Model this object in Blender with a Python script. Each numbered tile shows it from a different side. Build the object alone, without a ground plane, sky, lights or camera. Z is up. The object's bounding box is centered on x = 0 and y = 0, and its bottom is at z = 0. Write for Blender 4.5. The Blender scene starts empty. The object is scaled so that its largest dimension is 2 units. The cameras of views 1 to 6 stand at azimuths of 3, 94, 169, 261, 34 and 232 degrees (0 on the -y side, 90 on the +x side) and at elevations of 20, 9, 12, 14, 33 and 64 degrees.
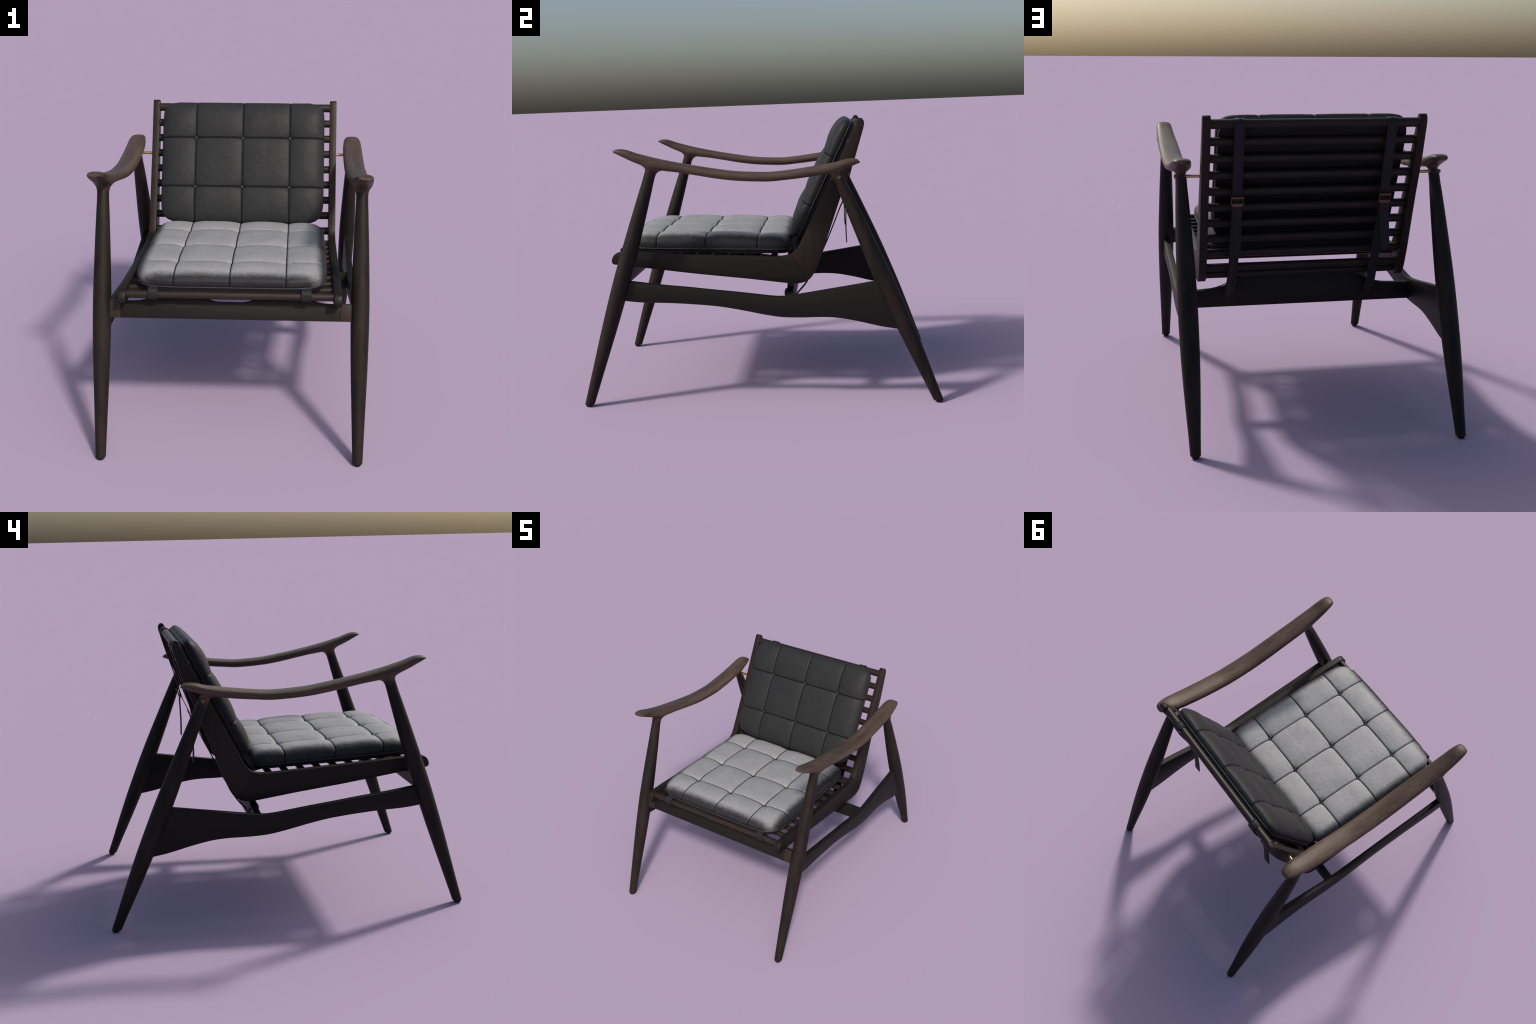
# Mid-century lounge chair: turned splayed legs that flow into carved armrests,
# a hinged L-shaped seat frame with round slats, two tufted leather cushions
# and leather straps.  Metres, z up, front of the chair faces -y.
import bpy, bmesh, math, random
import numpy as np
from mathutils import Vector

random.seed(7)
rng = np.random.default_rng(7)


# ------------------------------------------------------------------ helpers
def pchip(xs, ys):
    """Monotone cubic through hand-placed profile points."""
    xs, ys = np.asarray(xs, float), np.asarray(ys, float)
    h, d = np.diff(xs), np.diff(ys) / np.diff(xs)
    m = np.zeros_like(ys)
    m[0], m[-1] = d[0], d[-1]
    for i in range(1, len(xs) - 1):
        if d[i - 1] * d[i] > 0:
            w1, w2 = 2 * h[i] + h[i - 1], h[i] + 2 * h[i - 1]
            m[i] = (w1 + w2) / (w1 / d[i - 1] + w2 / d[i])

    def f(q):
        q = np.clip(q, xs[0], xs[-1])
        i = np.clip(np.searchsorted(xs, q, side="right") - 1, 0, len(xs) - 2)
        t = (q - xs[i]) / h[i]
        return (ys[i] * (2 * t**3 - 3 * t**2 + 1) + h[i] * m[i] * (t**3 - 2 * t**2 + t)
                + ys[i + 1] * (-2 * t**3 + 3 * t**2) + h[i] * m[i + 1] * (t**3 - t**2))
    return f


def new_object(name, mesh, parent, material=None):
    ob = bpy.data.objects.new(name, mesh)
    bpy.context.scene.collection.objects.link(ob)
    ob.parent = parent
    if material is not None and not mesh.materials:
        mesh.materials.append(material)
    return ob


def mesh_from(name, verts, faces, smooth=True):
    me = bpy.data.meshes.new(name)
    me.from_pydata([tuple(v) for v in verts], [], [tuple(f) for f in faces])
    me.update()
    if smooth:
        me.polygons.foreach_set("use_smooth", [True] * len(me.polygons))
    return me


def bm_to_mesh(bm, name, angle=35.0):
    bmesh.ops.recalc_face_normals(bm, faces=bm.faces[:])
    me = bpy.data.meshes.new(name)
    bm.to_mesh(me)
    bm.free()
    me.polygons.foreach_set("use_smooth", [True] * len(me.polygons))
    me.set_sharp_from_angle(angle=math.radians(angle))
    return me


def curve_points(pts, step=0.01):
    """Smooth open curve (centripetal Catmull-Rom) through 2D or 3D points."""
    p = [np.asarray(q, float) for q in pts]
    p = [2 * p[0] - p[1]] + p + [2 * p[-1] - p[-2]]
    out = []
    for i in range(1, len(p) - 2):
        n = max(2, int(np.linalg.norm(p[i + 1] - p[i]) / step))
        t0 = 0.0
        t1 = t0 + max(np.linalg.norm(p[i] - p[i - 1]), 1e-6) ** 0.5
        t2 = t1 + max(np.linalg.norm(p[i + 1] - p[i]), 1e-6) ** 0.5
        t3 = t2 + max(np.linalg.norm(p[i + 2] - p[i + 1]), 1e-6) ** 0.5
        for k in range(n):
            t = t1 + (t2 - t1) * k / n
            a1 = (t1 - t) / (t1 - t0) * p[i - 1] + (t - t0) / (t1 - t0) * p[i]
            a2 = (t2 - t) / (t2 - t1) * p[i] + (t - t1) / (t2 - t1) * p[i + 1]
            a3 = (t3 - t) / (t3 - t2) * p[i + 1] + (t - t2) / (t3 - t2) * p[i + 2]
            b1 = (t2 - t) / (t2 - t0) * a1 + (t - t0) / (t2 - t0) * a2
            b2 = (t3 - t) / (t3 - t1) * a2 + (t - t1) / (t3 - t1) * a3
            out.append((t2 - t) / (t2 - t1) * b1 + (t - t1) / (t2 - t1) * b2)
    out.append(p[-2])
    return out


def board(name, outline, axis, lo, hi, bevel=0.003):
    """Board: a closed outline extruded along x (outline in y,z) or y (outline in x,z)."""
    bm = bmesh.new()
    rings = []
    for e in (lo, hi):
        rings.append([bm.verts.new((e, a, b) if axis == "x" else (a, e, b)) for a, b in outline])
    n = len(outline)
    caps = [bm.faces.new(rings[0]), bm.faces.new(rings[1][::-1])]
    for i in range(n):
        bm.faces.new((rings[0][i], rings[0][(i + 1) % n], rings[1][(i + 1) % n], rings[1][i]))
    bmesh.ops.recalc_face_normals(bm, faces=bm.faces[:])
    if bevel:
        rim = list({e for f in caps for e in f.edges})
        bmesh.ops.bevel(bm, geom=rim, offset=bevel, segments=2, profile=0.5, affect="EDGES", clamp_overlap=True)
    return bm_to_mesh(bm, name)


def bar(name, half_length, a, b, tilt, exponent=2.0, sides=28, chamfer=0.003):
    """Round or flattened rod along x; a along the tilted long axis, b across it."""
    verts, faces = [], []
    stations = [(-half_length, 1 - chamfer / min(a, b)), (-half_length + chamfer, 1.0), (half_length - chamfer, 1.0), (half_length, 1 - chamfer / min(a, b))]
    u, v = np.array([math.sin(tilt), math.cos(tilt)]), np.array([-math.cos(tilt), math.sin(tilt)])
    for x, s in stations:
        for k in range(sides):
            t = math.tau * k / sides
            c, d = math.cos(t), math.sin(t)
            ca = math.copysign(abs(c) ** (2 / exponent), c) * a * s
            db = math.copysign(abs(d) ** (2 / exponent), d) * b * s
            y, z = ca * u + db * v
            verts.append((x, y, z))
    for j in range(len(stations) - 1):
        for k in range(sides):
            k2 = (k + 1) % sides
            faces.append((j * sides + k, j * sides + k2, (j + 1) * sides + k2, (j + 1) * sides + k))
    faces.append(tuple(range(sides))[::-1])
    faces.append(tuple(range((len(stations) - 1) * sides, len(stations) * sides)))
    bm = bmesh.new()
    vs = [bm.verts.new(p) for p in verts]
    for f in faces:
        bm.faces.new([vs[i] for i in f])
    return bm_to_mesh(bm, name, 40)


def ribbon(name, path, width, thick, closed=False):
    """Leather strap: a flat section swept along a 3D path lying roughly in y,z."""
    path = [np.asarray(p, float) for p in path]
    n = len(path)
    bm = bmesh.new()
    hw, ht, c = width / 2, thick / 2, thick * 0.3
    section = [(-hw, -ht + c), (-hw + c, -ht), (hw - c, -ht), (hw, -ht + c), (hw, ht - c), (hw - c, ht),
               (hw - 0.006, ht), (hw - 0.0075, ht - 0.0012), (hw - 0.009, ht), (-hw + 0.009, ht), (-hw + 0.0075, ht - 0.0012), (-hw + 0.006, ht),
               (-hw + c, ht), (-hw, ht - c)]
    rings = []
    for i, p in enumerate(path):
        t = path[(i + 1) % n] - path[i - 1] if closed else path[min(i + 1, n - 1)] - path[max(i - 1, 0)]
        t /= np.linalg.norm(t)
        side = np.array([1.0, 0, 0]) - t * t[0]
        side /= np.linalg.norm(side)
        up = np.cross(side, t)
        rings.append([bm.verts.new(tuple(p + side * a + up * b)) for a, b in section])
    m = len(section)
    for i in range(n if closed else n - 1):
        r, q = rings[i], rings[(i + 1) % n]
        for k in range(m):
            bm.faces.new((r[k], r[(k + 1) % m], q[(k + 1) % m], q[k]))
    if not closed:
        bm.faces.new(rings[0][::-1])
        bm.faces.new(rings[-1])
    return bm_to_mesh(bm, name, 40)


def tube(name, path, radius, sides=8, closed=False):
    """Thin cord along a 3D path."""
    path = np.asarray(path, float)
    n = len(path)
    if closed:
        tang = np.roll(path, -1, 0) - np.roll(path, 1, 0)
    else:
        tang = np.gradient(path, axis=0)
    tang /= np.linalg.norm(tang, axis=1)[:, None]
    ref = np.tile([0.0, 0.0, 1.0], (n, 1))
    ref[np.abs(tang[:, 2]) > 0.9] = (1.0, 0, 0)
    s = np.cross(tang, ref)
    s /= np.linalg.norm(s, axis=1)[:, None]
    u = np.cross(s, tang)
    ang = np.arange(sides) * math.tau / sides
    radius = np.broadcast_to(np.asarray(radius, float), (n,))[:, None, None]
    v = path[:, None] + radius * (np.cos(ang)[None, :, None] * s[:, None] + np.sin(ang)[None, :, None] * u[:, None])
    faces = []
    for i in range(n if closed else n - 1):
        j = (i + 1) % n
        for k in range(sides):
            k2 = (k + 1) % sides
            faces.append((i * sides + k, i * sides + k2, j * sides + k2, j * sides + k))
    return mesh_from(name, v.reshape(-1, 3), faces)


# ---------------------------------------------------------------- materials
def node(nt, kind, **kw):
    n = nt.nodes.new(kind)
    for k, v in kw.items():
        setattr(n, k, v)
    return n


def grain_colour(nt, coords, dark, light, axis, streak, contrast=0.13):
    """Long wood grain along one axis: slow streaks plus fine pores; returns colour and pore height."""
    L = nt.links.new
    mp = node(nt, "ShaderNodeMapping")
    mp.inputs["Scale"].default_value = {"x": (1.4, 26, 26), "y": (26, 1.4, 26), "z": (26, 26, 1.4)}[axis]
    L(coords, mp.inputs["Vector"])
    slow = node(nt, "ShaderNodeTexNoise")
    slow.inputs["Scale"].default_value, slow.inputs["Detail"].default_value = 0.7, 4.0
    L(mp.outputs[0], slow.inputs["Vector"])
    fine = node(nt, "ShaderNodeTexNoise")
    fine.inputs["Scale"].default_value, fine.inputs["Detail"].default_value, fine.inputs["Roughness"].default_value = 6.0, 6.0, 0.68
    L(mp.outputs[0], fine.inputs["Vector"])
    sm = node(nt, "ShaderNodeMath", operation="MULTIPLY")
    L(slow.outputs["Fac"], sm.inputs[0])
    sm.inputs[1].default_value = streak
    mix = node(nt, "ShaderNodeMath", operation="MULTIPLY_ADD")
    L(fine.outputs["Fac"], mix.inputs[0])
    mix.inputs[1].default_value = 1.0 - streak
    L(sm.outputs[0], mix.inputs[2])
    ramp = node(nt, "ShaderNodeValToRGB")
    ramp.color_ramp.elements[0].position, ramp.color_ramp.elements[1].position = 0.5 - contrast, 0.5 + contrast
    ramp.color_ramp.elements[0].color, ramp.color_ramp.elements[1].color = (*dark, 1), (*light, 1)
    L(mix.outputs[0], ramp.inputs[0])
    return ramp.outputs[0], fine.outputs["Fac"]


def wood(name, dark, light, grain_axis, roughness=0.42, streak=0.5, spec=0.16, contrast=0.13, blend=None):
    """Dark stained hardwood; blend = (dark, light, streak) of the legs, painted up the armrest flare as its underside shade."""
    ma = bpy.data.materials.new(name)
    ma.use_nodes = True
    nt = ma.node_tree
    bs = nt.nodes["Principled BSDF"]
    L = nt.links.new
    tc = node(nt, "ShaderNodeTexCoord")
    colour, pores = grain_colour(nt, tc.outputs["Object"], dark, light, grain_axis, streak, contrast)
    if blend:
        leg_colour, _ = grain_colour(nt, tc.outputs["Object"], blend[0], blend[1], "z", blend[2])
        masks = []
        for (y0, slope, _, _), z in ((FRONT_LEG, FRONT_CUT), (REAR_LEG, REAR_CUT)):
            dot = node(nt, "ShaderNodeVectorMath", operation="DOT_PRODUCT")
            n = Vector((0, slope, 1)).normalized()
            dot.inputs[1].default_value = n
            L(tc.outputs["Object"], dot.inputs[0])
            mr = node(nt, "ShaderNodeMapRange", interpolation_type="SMOOTHSTEP")
            d0 = n.dot(Vector((LEG_X, y0 + slope * z, z)))
            mr.inputs["From Min"].default_value, mr.inputs["From Max"].default_value = d0 + 0.045, d0 + 0.118
            L(dot.outputs["Value"], mr.inputs["Value"])
            masks.append(mr)
        mn = node(nt, "ShaderNodeMath", operation="MINIMUM")
        L(masks[0].outputs[0], mn.inputs[0])
        L(masks[1].outputs[0], mn.inputs[1])
        mx = node(nt, "ShaderNodeMix", data_type="RGBA")
        L(leg_colour, mx.inputs["A"])
        L(colour, mx.inputs["B"])
        L(mn.outputs[0], mx.inputs["Factor"])
        colour = mx.outputs["Result"]
    L(colour, bs.inputs["Base Color"])
    bump = node(nt, "ShaderNodeBump")
    bump.inputs["Strength"].default_value, bump.inputs["Distance"].default_value = 0.12, 0.0015
    L(pores, bump.inputs["Height"])
    L(bump.outputs[0], bs.inputs["Normal"])
    rr = node(nt, "ShaderNodeMapRange")
    rr.inputs["To Min"].default_value, rr.inputs["To Max"].default_value = roughness - 0.06, roughness + 0.08
    L(pores, rr.inputs["Value"])
    L(rr.outputs[0], bs.inputs["Roughness"])
    bs.inputs["Specular IOR Level"].default_value = spec
    return ma


def leather(name, base, baked_light=None, half=None, reach=None, roughness=0.48, spec=0.14):
    """Full-grain leather with fine pebbling; optionally a field painted paler as baked top light, grainy edge."""
    ma = bpy.data.materials.new(name)
    ma.use_nodes = True
    nt = ma.node_tree
    bs = nt.nodes["Principled BSDF"]
    L = nt.links.new
    tc = node(nt, "ShaderNodeTexCoord")
    cloud = node(nt, "ShaderNodeTexNoise")
    cloud.inputs["Scale"].default_value, cloud.inputs["Detail"].default_value = 9.0, 5.0
    L(tc.outputs["Object"], cloud.inputs["Vector"])
    grain = node(nt, "ShaderNodeTexNoise")
    grain.inputs["Scale"].default_value, grain.inputs["Detail"].default_value, grain.inputs["Roughness"].default_value = 120.0, 4.0, 0.6
    L(tc.outputs["Object"], grain.inputs["Vector"])
    cells = node(nt, "ShaderNodeTexVoronoi", feature="DISTANCE_TO_EDGE")
    cells.inputs["Scale"].default_value = 150.0
    L(tc.outputs["Object"], cells.inputs["Vector"])
    crease = node(nt, "ShaderNodeTexNoise")
    crease.inputs["Scale"].default_value, crease.inputs["Detail"].default_value, crease.inputs["Distortion"].default_value = 28.0, 6.0, 1.2
    L(tc.outputs["Object"], crease.inputs["Vector"])
    tone = node(nt, "ShaderNodeMapRange")
    tone.inputs["From Min"].default_value, tone.inputs["From Max"].default_value = 0.3, 0.7
    tone.inputs["To Min"].default_value, tone.inputs["To Max"].default_value = 0.88, 1.10
    blend = node(nt, "ShaderNodeMath", operation="MULTIPLY_ADD")
    L(crease.outputs["Fac"], blend.inputs[0])
    blend.inputs[1].default_value = 0.6
    half_cloud = node(nt, "ShaderNodeMath", operation="MULTIPLY")
    L(cloud.outputs["Fac"], half_cloud.inputs[0])
    half_cloud.inputs[1].default_value = 0.4
    L(half_cloud.outputs[0], blend.inputs[2])
    L(blend.outputs[0], tone.inputs["Value"])
    colour = None
    if baked_light is not None:
        sep = node(nt, "ShaderNodeSeparateXYZ")
        L(tc.outputs["Object"], sep.inputs[0])
        parts = []
        for k, out in enumerate(("X", "Y")):
            a = node(nt, "ShaderNodeMath", operation="ABSOLUTE")
            L(sep.outputs[out], a.inputs[0])
            s = node(nt, "ShaderNodeMath", operation="SUBTRACT")
            s.inputs[0].default_value = half[k]
            L(a.outputs[0], s.inputs[1])
            parts.append(s)
        mn = node(nt, "ShaderNodeMath", operation="SMOOTH_MIN")
        mn.inputs[2].default_value = 0.05
        L(parts[0].outputs[0], mn.inputs[0])
        L(parts[1].outputs[0], mn.inputs[1])
        jag = node(nt, "ShaderNodeMath", operation="MULTIPLY_ADD")
        L(grain.outputs["Fac"], jag.inputs[0])
        jag.inputs[1].default_value = 0.020
        L(mn.outputs[0], jag.inputs[2])
        jag2 = node(nt, "ShaderNodeMath", operation="MULTIPLY_ADD")
        L(crease.outputs["Fac"], jag2.inputs[0])
        jag2.inputs[1].default_value = 0.016
        L(jag.outputs[0], jag2.inputs[2])
        mask = node(nt, "ShaderNodeMapRange", interpolation_type="SMOOTHSTEP")
        mask.inputs["From Min"].default_value, mask.inputs["From Max"].default_value = reach[0] + 0.018, reach[1] + 0.018
        L(jag2.outputs[0], mask.inputs["Value"])
        mx = node(nt, "ShaderNodeMix", data_type="RGBA")
        mx.inputs["A"].default_value, mx.inputs["B"].default_value = (*base, 1), (*baked_light, 1)
        L(mask.outputs[0], mx.inputs["Factor"])
        colour = mx.outputs["Result"]
    mul = node(nt, "ShaderNodeMix", data_type="RGBA", blend_type="MULTIPLY")
    mul.inputs["Factor"].default_value = 1.0
    if colour is None:
        mul.inputs["A"].default_value = (*base, 1)
    else:
        L(colour, mul.inputs["A"])
    L(tone.outputs[0], mul.inputs["B"])
    L(mul.outputs["Result"], bs.inputs["Base Color"])
    bs.inputs["Roughness"].default_value = roughness
    bs.inputs["Specular IOR Level"].default_value = spec
    b1 = node(nt, "ShaderNodeBump")
    b1.inputs["Strength"].default_value, b1.inputs["Distance"].default_value = 0.30, 0.0020
    L(crease.outputs["Fac"], b1.inputs["Height"])
    b2 = node(nt, "ShaderNodeBump")
    b2.inputs["Strength"].default_value, b2.inputs["Distance"].default_value = 0.22, 0.0008
    L(cells.outputs["Distance"], b2.inputs["Height"])
    L(b1.outputs[0], b2.inputs["Normal"])
    L(b2.outputs[0], bs.inputs["Normal"])
    return ma


def brass(name, colour, rough):
    ma = bpy.data.materials.new(name)
    ma.use_nodes = True
    nt = ma.node_tree
    bs = nt.nodes["Principled BSDF"]
    tc = node(nt, "ShaderNodeTexCoord")
    n = node(nt, "ShaderNodeTexNoise")
    n.inputs["Scale"].default_value, n.inputs["Detail"].default_value = 60.0, 4.0
    nt.links.new(tc.outputs["Object"], n.inputs["Vector"])
    r = node(nt, "ShaderNodeValToRGB")
    r.color_ramp.elements[0].color = (*[c * 0.8 for c in colour], 1)
    r.color_ramp.elements[1].color = (*[min(1, c * 1.15) for c in colour], 1)
    nt.links.new(n.outputs["Fac"], r.inputs[0])
    nt.links.new(r.outputs[0], bs.inputs["Base Color"])
    bs.inputs["Metallic"].default_value, bs.inputs["Roughness"].default_value = 0.9, rough
    return ma


LEG_TONES = (0.0074, 0.0065, 0.0055), (0.0182, 0.0123, 0.0098)
LEG_WOOD = wood("leg_wood", *LEG_TONES, "z", 0.55, streak=0.75)
RAIL_WOOD = wood("rail_wood", (0.0078, 0.0066, 0.0054), (0.0148, 0.0112, 0.0090), "y", 0.46)
POST_WOOD = wood("post_wood", (0.0115, 0.0083, 0.0064), (0.0220, 0.0145, 0.0110), "z", 0.46)
SLAT_WOOD = wood("slat_wood", (0.0115, 0.0085, 0.0070), (0.028, 0.0185, 0.0142), "x", 0.42, spec=0.2)  # tones lowered to match the unlit rear side of the slats
STRETCHER_WOOD = wood("stretcher_wood", (0.0070, 0.0063, 0.0055), (0.0115, 0.0097, 0.0082), "y", 0.52)
CROSS_WOOD = wood("cross_rail_wood", (0.0078, 0.0070, 0.0060), (0.0128, 0.0105, 0.0088), "x", 0.52)
BLOCK_WOOD = wood("block_wood", (0.021, 0.0155, 0.0130), (0.032, 0.0215, 0.0175), "x", 0.5)
SEAT_LEATHER = leather("seat_leather", (0.021, 0.0214, 0.0225), (0.236, 0.238, 0.242), (0.4835, 0.4885), (0.012, 0.066), 0.55)  # second colour paints the pale overhead light onto black leather
BACK_LEATHER = leather("back_leather", (0.0228, 0.0233, 0.0242), roughness=0.48, spec=0.09)
BASE_LEATHER = leather("base_leather", (0.010, 0.010, 0.011), roughness=0.6)
STRAP_LEATHER = leather("strap_leather", (0.0165, 0.0165, 0.0185), roughness=0.55)
DARK_LINE = leather("dark_line_leather", (0.004, 0.004, 0.0042), roughness=0.75)
PIPING = leather("piping_leather", (0.035, 0.0355, 0.037), roughness=0.4)
BUTTON = leather("button_leather", (0.07, 0.07, 0.072), roughness=0.22, spec=0.5)  # lightened so the button's small glint sits in its colour
BRASS = brass("polished_brass", (0.46, 0.32, 0.14), 0.34)
OLD_BRASS = brass("antique_brass", (0.17, 0.105, 0.055), 0.5)
GLIDE = wood("glide_plastic", (0.010, 0.006, 0.005), (0.016, 0.009, 0.007), "x", 0.6)


# -------------------------------------------------------------- chair root
chair = bpy.data.objects.new("lounge_chair", None)
bpy.context.scene.collection.objects.link(chair)
chair["label"] = "dark wood lounge armchair with tufted black leather cushions, baked light painted on the seat"
chair["category"] = "armchair"


# ----------------------------------- side frames: legs flowing into armrests
ARM_TOP = pchip(
    [-.748, -.737, -.71, -.613, -.511, -.408, -.306, -.203, -.101, -.015, .088, .19, .293, .395, .445, .496, .527, .552, .573],
    [1.4180, 1.427, 1.430, 1.402, 1.373, 1.349, 1.328, 1.309, 1.293, 1.286, 1.282, 1.289, 1.301, 1.315, 1.324, 1.337, 1.340, 1.337, 1.3195])
ARM_BOTTOM = pchip(
    [-.748, -.692, -.642, -.55, -.47, -.408, -.306, -.203, -.101, -.015, .088, .19, .293, .395, .47, .536, .573],
    [1.4160, 1.387, 1.362, 1.326, 1.307, 1.298, 1.279, 1.259, 1.244, 1.237, 1.233, 1.240, 1.250, 1.266, 1.286, 1.304, 1.3175])
ARM_X = pchip([-.75, -.55, -.4, -.2, 0, .2, .4, .573], [.652, .6515, .650, .6495, .649, .649, .651, .653])
ARM_HALF = pchip([-.748, -.744, -.735, -.715, -.68, -.6, -.5, -.35, -.2, 0, .2, .4, .48, .53, .555, .568, .573],
                 [.010, .023, .032, .039, .044, .0495, .0535, .0565, .0575, .058, .0575, .0555, .051, .043, .034, .023, .009])
FRONT_LEG = (-0.976, 0.3262, pchip([0, .1, .21, .33, .44, .56, .67, .75, .85, .95, 1.06, 1.15, 1.2, 1.26, 1.4],
             np.array([.051, .058, .066, .075, .083, .089, .0925, .093, .0895, .084, .077, .070, .066, .061, .058]) / 2), 1.322)
REAR_LEG = (0.976, -0.4178, pchip([0, .1, .21, .33, .44, .56, .67, .75, .85, .95, 1.06, 1.15, 1.2, 1.3],
            np.array([.050, .059, .072, .084, .092, .096, .097, .095, .0895, .082, .073, .064, .058, .054]) / 2), 1.262)
LEG_X = 0.651


def smooth_min(a, b, k):
    h = np.maximum(k - np.abs(a - b), 0.0) / k
    return np.minimum(a, b) - h * h * k * 0.25


def leg_field(x, y, z, leg):
    y0, slope, radius, top = leg
    c = 1 / math.sqrt(1 + slope * slope)
    d = np.sqrt((x - LEG_X) ** 2 + ((y - y0 - slope * z) * c) ** 2) - radius(z)
    d = -smooth_min(-d, -(z - top), 0.03)
    return -smooth_min(-d, -(0.007 - z), 0.008)


def arm_field(x, y, z):
    top, bot, half = ARM_TOP(y), ARM_BOTTOM(y), ARM_HALF(y)
    h = np.maximum((top - bot) * 0.515, 0.0015)
    px, pz = (x - ARM_X(y)) / half, (z - 0.0015 - (top + bot) / 2) / h
    k0 = (np.abs(px) ** 2.6 + np.abs(pz) ** 2.6) ** (1 / 2.6)
    k1 = np.sqrt((px / half) ** 2 + (pz / h) ** 2) + 1e-6
    d = k0 * (k0 - 1.0) / k1 * np.where(k0 > 1e-3, 1.0, 1.0)
    return np.maximum(d, np.maximum(-0.748 - y, y - 0.573))


def side_field(p):
    x, y, z = p[..., 0], p[..., 1], p[..., 2]
    arm = arm_field(x, y, z)
    legs = np.minimum(leg_field(x, y, z, FRONT_LEG), leg_field(x, y, z, REAR_LEG))
    return smooth_min(arm, legs, 0.047)


def field_normals(p, e=2e-4):
    g = np.stack([side_field(p + np.eye(3)[i] * e) - side_field(p - np.eye(3)[i] * e) for i in range(3)], -1) / (2 * e)
    return g


def surface_nets(field, low, high, h):
    axes = [np.arange(a, b + h, h) for a, b in zip(low, high)]
    shape = [len(a) for a in axes]
    f = np.empty(shape, np.float32)
    for i, xv in enumerate(axes[0]):
        yy, zz = np.meshgrid(axes[1], axes[2], indexing="ij")
        f[i] = field(np.stack([np.full_like(yy, xv), yy, zz], -1))
    inside = f < 0
    corner = [(i, j, k) for i in (0, 1) for j in (0, 1) for k in (0, 1)]

    def cut(a, c):
        return a[tuple(slice(ci, n - 1 + ci) for ci, n in zip(c, shape))]
    count = sum(cut(inside, c).astype(np.int8) for c in corner)
    active = (count > 0) & (count < 8)
    idx = np.argwhere(active)
    number = -np.ones(active.shape, np.int64)
    number[active] = np.arange(len(idx))
    pos, hits = np.zeros((len(idx), 3)), np.zeros(len(idx))
    for a in corner:
        for ax in range(3):
            if a[ax]:
                continue
            b = tuple(1 if i == ax else a[i] for i in range(3))
            fa = f[tuple((idx + a).T)].astype(float)
            fb = f[tuple((idx + b).T)].astype(float)
            m = (fa < 0) != (fb < 0)
            t = np.where(m, fa / np.where(m, fa - fb, 1.0), 0.0)
            q = np.array(a, float)[None] + t[:, None] * (np.array(b) - np.array(a))[None]
            pos[m] += q[m]
            hits[m] += 1
    verts = np.array(low) + (idx + pos / hits[:, None]) * h
    faces = []
    for ax in range(3):
        s0 = [slice(1, -1)] * 3
        s0[ax] = slice(0, -1)
        s1 = list(s0)
        s1[ax] = slice(1, None)
        a, b = inside[tuple(s0)], inside[tuple(s1)]
        o1, o2 = [i for i in range(3) if i != ax]
        base = np.argwhere(a != b)
        flip = a[tuple(base.T)]
        off = np.ones(3, int)
        off[ax] = 0
        e = base + off
        quad = []
        for d1, d2 in ((1, 1), (0, 1), (0, 0), (1, 0)):
            c = e.copy()
            c[:, o1] -= d1
            c[:, o2] -= d2
            quad.append(number[tuple(c.T)])
        q = np.stack(quad, 1)
        if ax == 1:
            flip = ~flip
        q[~flip] = q[~flip][:, ::-1]
        faces.append(q)
    return verts, np.vstack(faces)


verts, quads = surface_nets(side_field, (0.555, -1.02, -0.015), (0.745, 1.02, 1.46), 0.0055)
for _ in range(4):
    g = field_normals(verts)
    step = side_field(verts) / np.maximum((g * g).sum(-1), 0.2)
    verts = verts - np.clip(step, -0.003, 0.003)[:, None] * g

bm = bmesh.new()
bv = [bm.verts.new(v) for v in verts]
for q in quads:
    bm.faces.new([bv[i] for i in q])
bmesh.ops.recalc_face_normals(bm, faces=bm.faces[:])
FRONT_CUT, REAR_CUT = 1.235, 1.165
ARM_WOOD = wood("armrest_wood", (0.037, 0.0252, 0.0194), (0.089, 0.0592, 0.0440), "y", 0.44, spec=0.17, contrast=0.12, blend=(*LEG_TONES, 0.75))  # whole arm tinted lighter than the legs for the light on its top


def cut_plane(leg, z):
    n = Vector((0, leg[1], 1)).normalized()
    return Vector((LEG_X, leg[0] + leg[1] * z, z)), n


for leg, z, side in ((FRONT_LEG, FRONT_CUT, -1), (REAR_LEG, REAR_CUT, 1)):
    co, no = cut_plane(leg, z)
    near = [f for f in bm.faces if abs(f.calc_center_median().z - z) < 0.05 and f.calc_center_median().y * side > 0.3
            and abs(f.calc_center_median().y - co.y) < 0.09]
    geom = list({e for f in near for e in f.edges} | {v for f in near for v in f.verts}) + near
    bmesh.ops.bisect_plane(bm, geom=geom, dist=1e-5, plane_co=co, plane_no=no)
bm.verts.index_update()
V = np.array([v.co[:] for v in bm.verts])
F = [[v.index for v in f.verts] for f in bm.faces]
bm.free()
normal = field_normals(V)
normal /= np.linalg.norm(normal, axis=1)[:, None]
centre = np.array([V[f].mean(0) for f in F])


def below(leg, z):
    co, no = cut_plane(leg, z)
    return (centre - np.array(co)) @ np.array(no) < 0


label = np.zeros(len(F), int)
label[(centre[:, 1] < 0) & below(FRONT_LEG, FRONT_CUT) & (centre[:, 2] < 1.3)] = 1
label[(centre[:, 1] > 0) & below(REAR_LEG, REAR_CUT) & (centre[:, 2] < 1.24)] = 2

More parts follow.
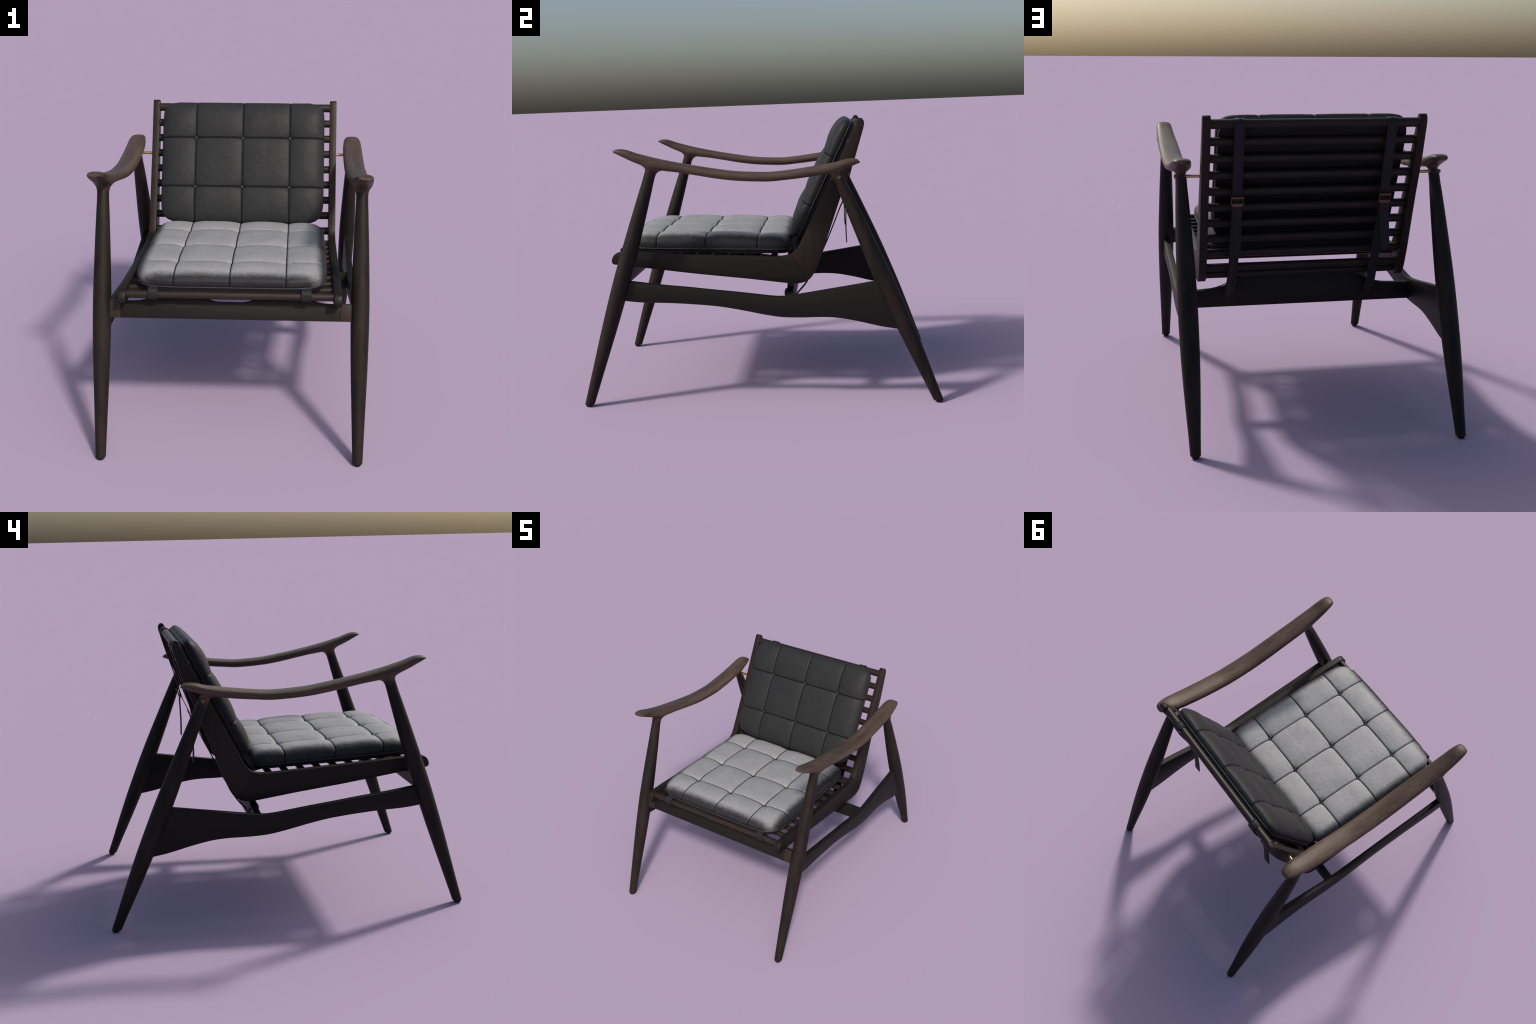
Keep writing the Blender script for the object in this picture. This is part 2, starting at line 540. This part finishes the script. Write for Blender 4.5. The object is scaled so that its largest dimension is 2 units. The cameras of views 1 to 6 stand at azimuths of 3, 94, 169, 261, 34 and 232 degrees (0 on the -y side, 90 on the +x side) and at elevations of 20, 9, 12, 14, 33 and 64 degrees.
for mirror in (1, -1):
    for which, name, ma in ((0, "armrest", ARM_WOOD), (1, "leg", LEG_WOOD), (2, "leg", LEG_WOOD)):
        fs = [F[i] for i in np.flatnonzero(label == which)]
        used = np.unique(np.concatenate([np.array(f) for f in fs]))
        remap = -np.ones(len(V), int)
        remap[used] = np.arange(len(used))
        s = np.array([mirror, 1, 1])
        fl = [[int(remap[i]) for i in (f if mirror == 1 else f[::-1])] for f in fs]
        me = mesh_from(name, V[used] * s, fl)
        me.normals_split_custom_set_from_vertices([tuple(n) for n in normal[used] * s])
        ob = new_object(name, me, chair, ma)
        if which:
            y = (FRONT_LEG if which == 1 else REAR_LEG)[0]
            gm = bmesh.new()
            bmesh.ops.create_cone(gm, cap_ends=True, segments=28, radius1=0.0165, radius2=0.018, depth=0.012)
            for v in gm.verts:
                v.co += Vector((mirror * LEG_X, y, 0.006))
            new_object("glide", bm_to_mesh(gm, "glide"), ob, GLIDE)

# ------------------------------------------------------------ seat frame
FRAME_X = (0.516, 0.556)
RAIL = [(.269, .670)] + curve_points([(.262, .666), (.237, .659), (.206, .656), (.158, .660)], .012) + [(-.059, .690), (-.325, .722), (-.52, .749), (-.689, .773)] \
    + curve_points([(-.783, .786), (-.806, .789), (-.817, .797), (-.818, .812), (-.813, .827), (-.803, .842), (-.786, .852), (-.763, .854)], .006) \
    + [(-.663, .851), (-.59, .846), (-.319, .829), (-.106, .818)] + curve_points([(.09, .808), (.13, .809), (.16, .813), (.189, .822)], .008)
POST = [(.269, .670)] + [(.189, .822)] + curve_points([(.192, .8235), (.207, .835), (.224, .858), (.258, .921)], .008) + [(.302, 1.008), (.418, 1.234), (.526, 1.461), (.560, 1.533)] \
    + curve_points([(.566, 1.543), (.574, 1.549), (.586, 1.548), (.597, 1.536), (.600, 1.522), (.597, 1.500)], .005) + [(.549, 1.343), (.464, 1.126), (.428, 1.025)] \
    + curve_points([(.385, .902), (.364, .839), (.338, .775), (.312, .717), (.292, .688), (.276, .6735)], .012)
for mirror in (1, -1):
    lo, hi = sorted((mirror * FRAME_X[0], mirror * FRAME_X[1]))
    new_object("seat_rail", board("seat_rail", RAIL, "x", lo, hi, 0.0025), chair, RAIL_WOOD)
    new_object("back_post", board("back_post", POST, "x", lo, hi, 0.0025), chair, POST_WOOD)

# seat slats, fixed between the two seat rails
SEAT_SLOPE = -0.0547
seat_slat = bar("seat_slat", 0.520, 0.0178, 0.0178, 0, 2.0)
for i in range(10):
    y = 0.172 - 0.0938 * i
    ob = new_object("seat_slat", seat_slat, chair, SLAT_WOOD)
    ob.location = (0, y, 0.8155 - 0.048 * (y + 0.583))
front_rail = new_object("front_rail", bar("front_rail", 0.520, 0.0205, 0.0205, 0), chair, SLAT_WOOD)
front_rail.location = (0, -0.775, 0.827)

# back slats, leaning with the posts
LEAN = math.atan(0.5)
back_slat = bar("back_slat", 0.520, 0.0220, 0.0215, LEAN, 2.0)
for i in range(1, 9):
    z = 1.506 - 0.0858 * i
    ob = new_object("back_slat", back_slat, chair, SLAT_WOOD)
    ob.location = (0, 0.561 + (z - 1.506) * 0.404, z)
for y, z in ((.254, .735), (.206, .689)):
    ob = new_object("back_slat", back_slat, chair, SLAT_WOOD)
    ob.location = (0, y, z)
top_rail = new_object("top_rail", bar("top_rail", 0.520, 0.0238, 0.0225, LEAN, 2.0), chair, SLAT_WOOD)
top_rail.location = (0, 0.568, 1.507)

# ------------------------------------------------------------- stretchers
SIDE_STRETCHER = [(-.745, .715)] + curve_points([(-.684, .707), (-.526, .685), (-.369, .667), (-.245, .651), (-.104, .634), (.000, .620), (.065, .611), (.130, .606), (.190, .611), (.303, .627), (.388, .640), (.503, .657), (.63, .677), (.695, .687)], .02) \
    + curve_points([(.757, .415), (.667, .431), (.539, .463), (.436, .483), (.358, .489), (.228, .489), (.126, .494), (.048, .507), (-.108, .541), (-.212, .560), (-.317, .572), (-.479, .585), (-.638, .592), (-.726, .602), (-.770, .610)], .02)
for mirror in (1, -1):
    lo, hi = sorted((mirror * 0.631, mirror * 0.667))
    new_object("side_stretcher", board("side_stretcher", SIDE_STRETCHER, "x", lo, hi, 0.003), chair, STRETCHER_WOOD)


def half_hump(points):
    right = curve_points(points, 0.012)
    return [(-x, z) for x, z in right[::-1]] + [(x, z) for x, z in right]


# built upright at its lower front edge, then leaned back to the angle of the front legs
FRONT_CROSS = half_hump([(.020, .086), (.050, .086), (.080, .089), (.118, .101), (.150, .115), (.185, .121), (.350, .121), (.388, .114), (.422, .100), (.455, .089), (.490, .086), (.5525, .086)])
FRONT_CROSS = [(-.5525, .0)] + FRONT_CROSS + [(.5525, .0)]
front_cross = new_object("front_stretcher", board("front_stretcher", FRONT_CROSS, "y", .0015, .040, 0.002), chair, CROSS_WOOD)
front_cross.location, front_cross.rotation_euler = (0, -.767, .692), (-math.atan(0.3262), 0, 0)
for mirror in (1, -1):
    lo, hi = sorted((mirror * 0.553, mirror * 0.616))
    new_object("stretcher_block", board("stretcher_block", [(lo, .0), (hi, .0), (hi, .0872), (lo, .0872)], "y", .0, .041, 0.0015), front_cross, BLOCK_WOOD)
REAR_CROSS = half_hump([(.03, .672), (.15, .672), (.270, .672), (.300, .669), (.335, .655), (.387, .629), (.434, .609), (.475, .600), (.52, .597), (.640, .595)])
REAR_CROSS = [(-.640, .501)] + REAR_CROSS + [(.640, .501)]
rear_cross = new_object("rear_stretcher", board("rear_stretcher", REAR_CROSS, "y", .151, .187, 0.003), chair, CROSS_WOOD)

# ------------------------------------------------------------ brass pivots
for mirror in (1, -1):
    m = bmesh.new()
    bmesh.ops.create_cone(m, cap_ends=True, segments=24, radius1=0.0080, radius2=0.0080, depth=0.100)
    me = bm_to_mesh(m, "pivot_rod")
    ob = new_object("pivot_rod", me, chair, BRASS)
    ob.rotation_euler, ob.location = (0, math.pi / 2, 0), (mirror * 0.592, 0.458, 1.247)
    m = bmesh.new()
    bmesh.ops.create_cone(m, cap_ends=True, segments=28, radius1=0.0108, radius2=0.0095, depth=0.030)
    cap = new_object("pivot_cap", bm_to_mesh(m, "pivot_cap"), ob, OLD_BRASS)
    cap.rotation_euler = (0, 0 if mirror == 1 else math.pi, 0)
    cap.location = (0, 0, mirror * 0.0775)


# ---------------------------------------------------------------- cushions
def cushion(name, half, seams_x, seams_y, material, placement, base_depth, loft, corners, pinch, lean, scallop, pinch_shadow, seed):
    """Tufted pad: rounded slab, swelling between stitched seams, pulled down by buttons."""
    A, B = half
    N = 400
    t = np.linspace(-1, 1, N)
    P, Q = np.meshgrid(t, t, indexing="ij")
    M = np.maximum(np.abs(P), np.abs(Q))
    K = np.where(Q < 0, corners[0], corners[1])
    R = (np.abs(P) ** K + np.abs(Q) ** K) ** (1 / K) + 1e-12
    ux, uy = P / R, Q / R
    inset_pts = [.150, .120, .090, .065, .045, .027, .015, .006, .000, .001, .004, .008]
    frac_pts = [1.0, .985, .95, .89, .815, .71, .61, .50, .34, .20, .09, .0]
    arc = np.concatenate([[0], np.cumsum(np.hypot(np.diff(inset_pts), np.diff(frac_pts) * 0.085))])
    m_in = 0.62
    u = np.clip((M - m_in) / (1 - m_in), 0, 1) * arc[-1]
    inset, frac = pchip(arc, inset_pts)(u), pchip(arc, frac_pts)(u)
    scale = np.minimum(M / m_in, 1.0)
    # the rolled edge can be broader at the front (-y) than at the sides and back
    X = ux * (A - inset * lean[1]) * scale
    Y = uy * (B - inset * np.where(uy < 0, lean[0], lean[2])) * scale

    dx = np.min([np.abs(X - s) for s in seams_x], 0)
    dy = np.min([np.abs(Y - s) for s in seams_y], 0)

    def swell(d):
        return 1 - (1 - np.minimum(d / 0.13, 1)) ** 3
    bx, by = swell(dx), swell(dy)
    soft = scallop + (1 - scallop) * np.clip((frac - 0.5) / 0.4, 0, 1)
    H = sum(loft) - soft * (loft[1] * (1 - bx) * (1 - by) + loft[2] * (1 - bx * by))
    r2 = np.random.default_rng(seed)
    for _ in range(26):
        k = r2.normal(size=2) * 12
        H += 0.0003 * np.sin(k[0] * X + k[1] * Y + r2.uniform(0, 6.28))
    Z = H * frac
    pts = np.stack([X, Y, Z], -1)
    tu, tv = np.gradient(pts, axis=0), np.gradient(pts, axis=1)
    nrm = np.cross(tu, tv)
    nrm /= np.linalg.norm(nrm, axis=-1, keepdims=True) + 1e-12
    groove = 0.0046 * np.maximum(np.exp(-(dx / 0.0046) ** 2), np.exp(-(dy / 0.0046) ** 2))
    dimple = pinch * np.exp(-((dx**2 + dy**2) / 0.022**2))
    crinkle = np.zeros_like(X)
    for _ in range(40):
        k = r2.normal(size=3) * 95
        crinkle += np.sin(pts @ k + r2.uniform(0, 6.28)) * 0.00005
    pts = pts + nrm * (crinkle - groove - dimple)[..., None] * np.minimum(1, frac * 8 + 0.15)[..., None]
    ids = np.arange(N * N).reshape(N, N)
    faces = np.stack([ids[:-1, :-1], ids[1:, :-1], ids[1:, 1:], ids[:-1, 1:]], -1).reshape(-1, 4)
    me = mesh_from(name, pts.reshape(-1, 3), faces.tolist())
    pad = new_object(name, me, chair, material)
    placement(pad)

    ang = np.linspace(0, math.tau, 240, endpoint=False)
    c, s = np.cos(ang), np.sin(ang)
    big = np.maximum(np.abs(c), np.abs(s))
    k = np.where(s < 0, corners[0], corners[1])
    rr = (np.abs(c / big) ** k + np.abs(s / big) ** k) ** (1 / k)
    ox, oy = c / big / rr, s / big / rr
    ring = np.stack([ox * (A - .0045), oy * (B - .0045), np.full_like(ox, -0.001)], -1)
    new_object("piping", tube("piping", ring, 0.0036, 8, True), pad, PIPING)
    outline = [(float(a), float(b)) for a, b in zip(ox * (A - .004), oy * (B - .004))]
    base = bmesh.new()
    low = [base.verts.new((a * 0.99, b * 0.99, -base_depth)) for a, b in outline]
    high = [base.verts.new((a, b, 0.002)) for a, b in outline]
    n = len(outline)
    base.faces.new(low[::-1])
    base.faces.new(high)
    for i in range(n):
        base.faces.new((low[i], low[(i + 1) % n], high[(i + 1) % n], high[i]))
    new_object("cushion_base", bm_to_mesh(base, "cushion_base"), pad, BASE_LEATHER)

    # thin black tubes in the grooves: where the pad surface crosses each seam line
    mid = N // 2
    for along, lines in ((0, seams_x), (1, seams_y)):
        for s in lines:
            line = []
            for j in range(3, N - 3, 2):
                strip = pts[:, j] if along == 0 else pts[j, :]
                key = strip[:, along]
                o = np.argsort(key)
                line.append([float(np.interp(s, key[o], strip[o, k])) for k in range(3)])
            line = np.array(line)
            cross = np.min([np.abs(line[:, 1 - along] - q) for q in (seams_y if along == 0 else seams_x)], 0)
            # tube widened at each button to model the dark shadow around it
            new_object("seam", tube("seam", line, 0.0031 + pinch_shadow * np.exp(-(cross / 0.011) ** 2), 8), pad, DARK_LINE)
    bt = bmesh.new()
    bmesh.ops.create_uvsphere(bt, u_segments=16, v_segments=10, radius=0.0058)
    bmesh.ops.scale(bt, vec=(1, 1, 0.7), verts=bt.verts)
    button = bm_to_mesh(bt, "button", 60)
    for s in seams_x:
        for q in seams_y:
            near = np.hypot(X - s, Y - q) < 0.0045
            b = new_object("button", button, pad, BUTTON)
            b.location = (s, q, float(pts[..., 2][near].mean()) + 0.0035)
    return pad


def place_seat(ob):
    ob.location = (0, -0.2975, 0.8530)
    ob.rotation_euler = (-0.035, 0, 0)


def place_back(ob):
    # local y climbs the back, local z faces forward
    ob.rotation_euler = (math.pi / 2 - LEAN, 0, 0)
    up = np.array([0, math.sin(LEAN), math.cos(LEAN)])
    out = np.array([0, -math.cos(LEAN), math.sin(LEAN)])
    ob.location = Vector(np.array([0, .224, .857]) + up * (1.246 - .8663) + out * 0.024)


cushion("seat_cushion", (.4860, .4870), (-.279, 0, .279), (-.279, 0, .291), SEAT_LEATHER, place_seat, 0.024, (.0615, .0120, .0110), (7.5, 12.0), .0085, (1.10, .58, .58), .4, .0050, 3)
cushion("back_cushion", (.4830, .3660), (-.279, 0, .279), (-.151, .144), BACK_LEATHER, place_back, 0.030, (.0570, .0080, .0110), (9.0, 13.0), .0055, (1.15, .80, .95), .8, .0016, 4)

# ------------------------------------------------------------------ straps
for mirror in (1, -1):
    x = mirror * 0.3805
    loop = [(x, -.690, .858), (x, -.740, .862), (x, -.775, .864), (x, -.797, .853), (x, -.8015, .832), (x, -.797, .812), (x, -.780, .8025), (x, -.758, .807), (x, -.735, .822)]
    new_object("seat_strap", ribbon("seat_strap", curve_points(loop, .006), 0.050, 0.004), chair, STRAP_LEATHER)

    x = mirror * 0.3785
    upper = [(x, .520, 1.455), (x, .541, 1.503), (x, .552, 1.528), (x, .570, 1.5335), (x, .590, 1.527), (x, .597, 1.505), (x, .582, 1.440), (x, .551, 1.340), (x, .529, 1.270), (x, .507, 1.190), (x, .490, 1.128), (x, .480, 1.095)]
    strap = new_object("back_strap", ribbon("back_strap", curve_points(upper, .008), 0.050, 0.0045), chair, STRAP_LEATHER)
    xl = mirror * 0.384
    lower = [(x, .496, 1.140), (x, .486, 1.105), (x, .462, 1.055), (x, .425, .965), (x, .373, .845), (x, .318, .735), (xl, .258, .628), (xl, .206, .568), (xl, .1915, .547)]
    new_object("back_strap", ribbon("back_strap", curve_points(lower, .01), 0.050, 0.0045), chair, STRAP_LEATHER)
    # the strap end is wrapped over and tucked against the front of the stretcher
    knot = new_object("strap_end", bar("strap_end", 0.025, 0.021, 0.014, 0, 2.4), strap, STRAP_LEATHER)
    knot.location = (xl, .147, .573)
    tail = [(x, .490, 1.115), (x, .495, 1.085), (x + mirror * .002, .4935, 1.03), (x + mirror * .005, .492, .97), (x + mirror * .0075, .492, .91), (x + mirror * .010, .494, .856)]
    new_object("strap_tail", ribbon("strap_tail", curve_points(tail, .01), 0.049, 0.006), strap, STRAP_LEATHER)

    # buckle: a frame with two cross bars and a pointed keeper plate
    up = np.array([0, .36, .933])
    out = np.array([0, .933, -.36])
    org = np.array([x, .4960, 1.114])

    def slab(poly, lo, hi, name):
        b = bmesh.new()
        r = [[b.verts.new(tuple(org + np.array([1, 0, 0]) * p + up * q + out * d)) for p, q in poly] for d in (lo, hi)]
        b.faces.new(r[0][::-1])
        b.faces.new(r[1])
        k = len(poly)
        for i in range(k):
            b.faces.new((r[0][i], r[0][(i + 1) % k], r[1][(i + 1) % k], r[1][i]))
        return bm_to_mesh(b, name)
    pieces = [([(-.029, .026), (.029, .026), (.029, .036), (-.029, .036)], .003, .007),
              ([(-.029, .0), (.029, .0), (.029, -.012), (.012, -.023), (0, -.027), (-.012, -.023), (-.029, -.012)], .004, .008),
              ([(-.0305, -.012), (-.0275, -.012), (-.0275, .036), (-.0305, .036)], -.002, .0055),
              ([(.0275, -.012), (.0305, -.012), (.0305, .036), (.0275, .036)], -.002, .0055)]
    buckle = bpy.data.meshes.new("buckle")
    jb = bmesh.new()
    for poly, lo, hi in pieces:
        me = slab(poly, lo, hi, "buckle_piece")
        jb.from_mesh(me)
        bpy.data.meshes.remove(me)
    new_object("buckle", bm_to_mesh(jb, "buckle"), strap, OLD_BRASS)
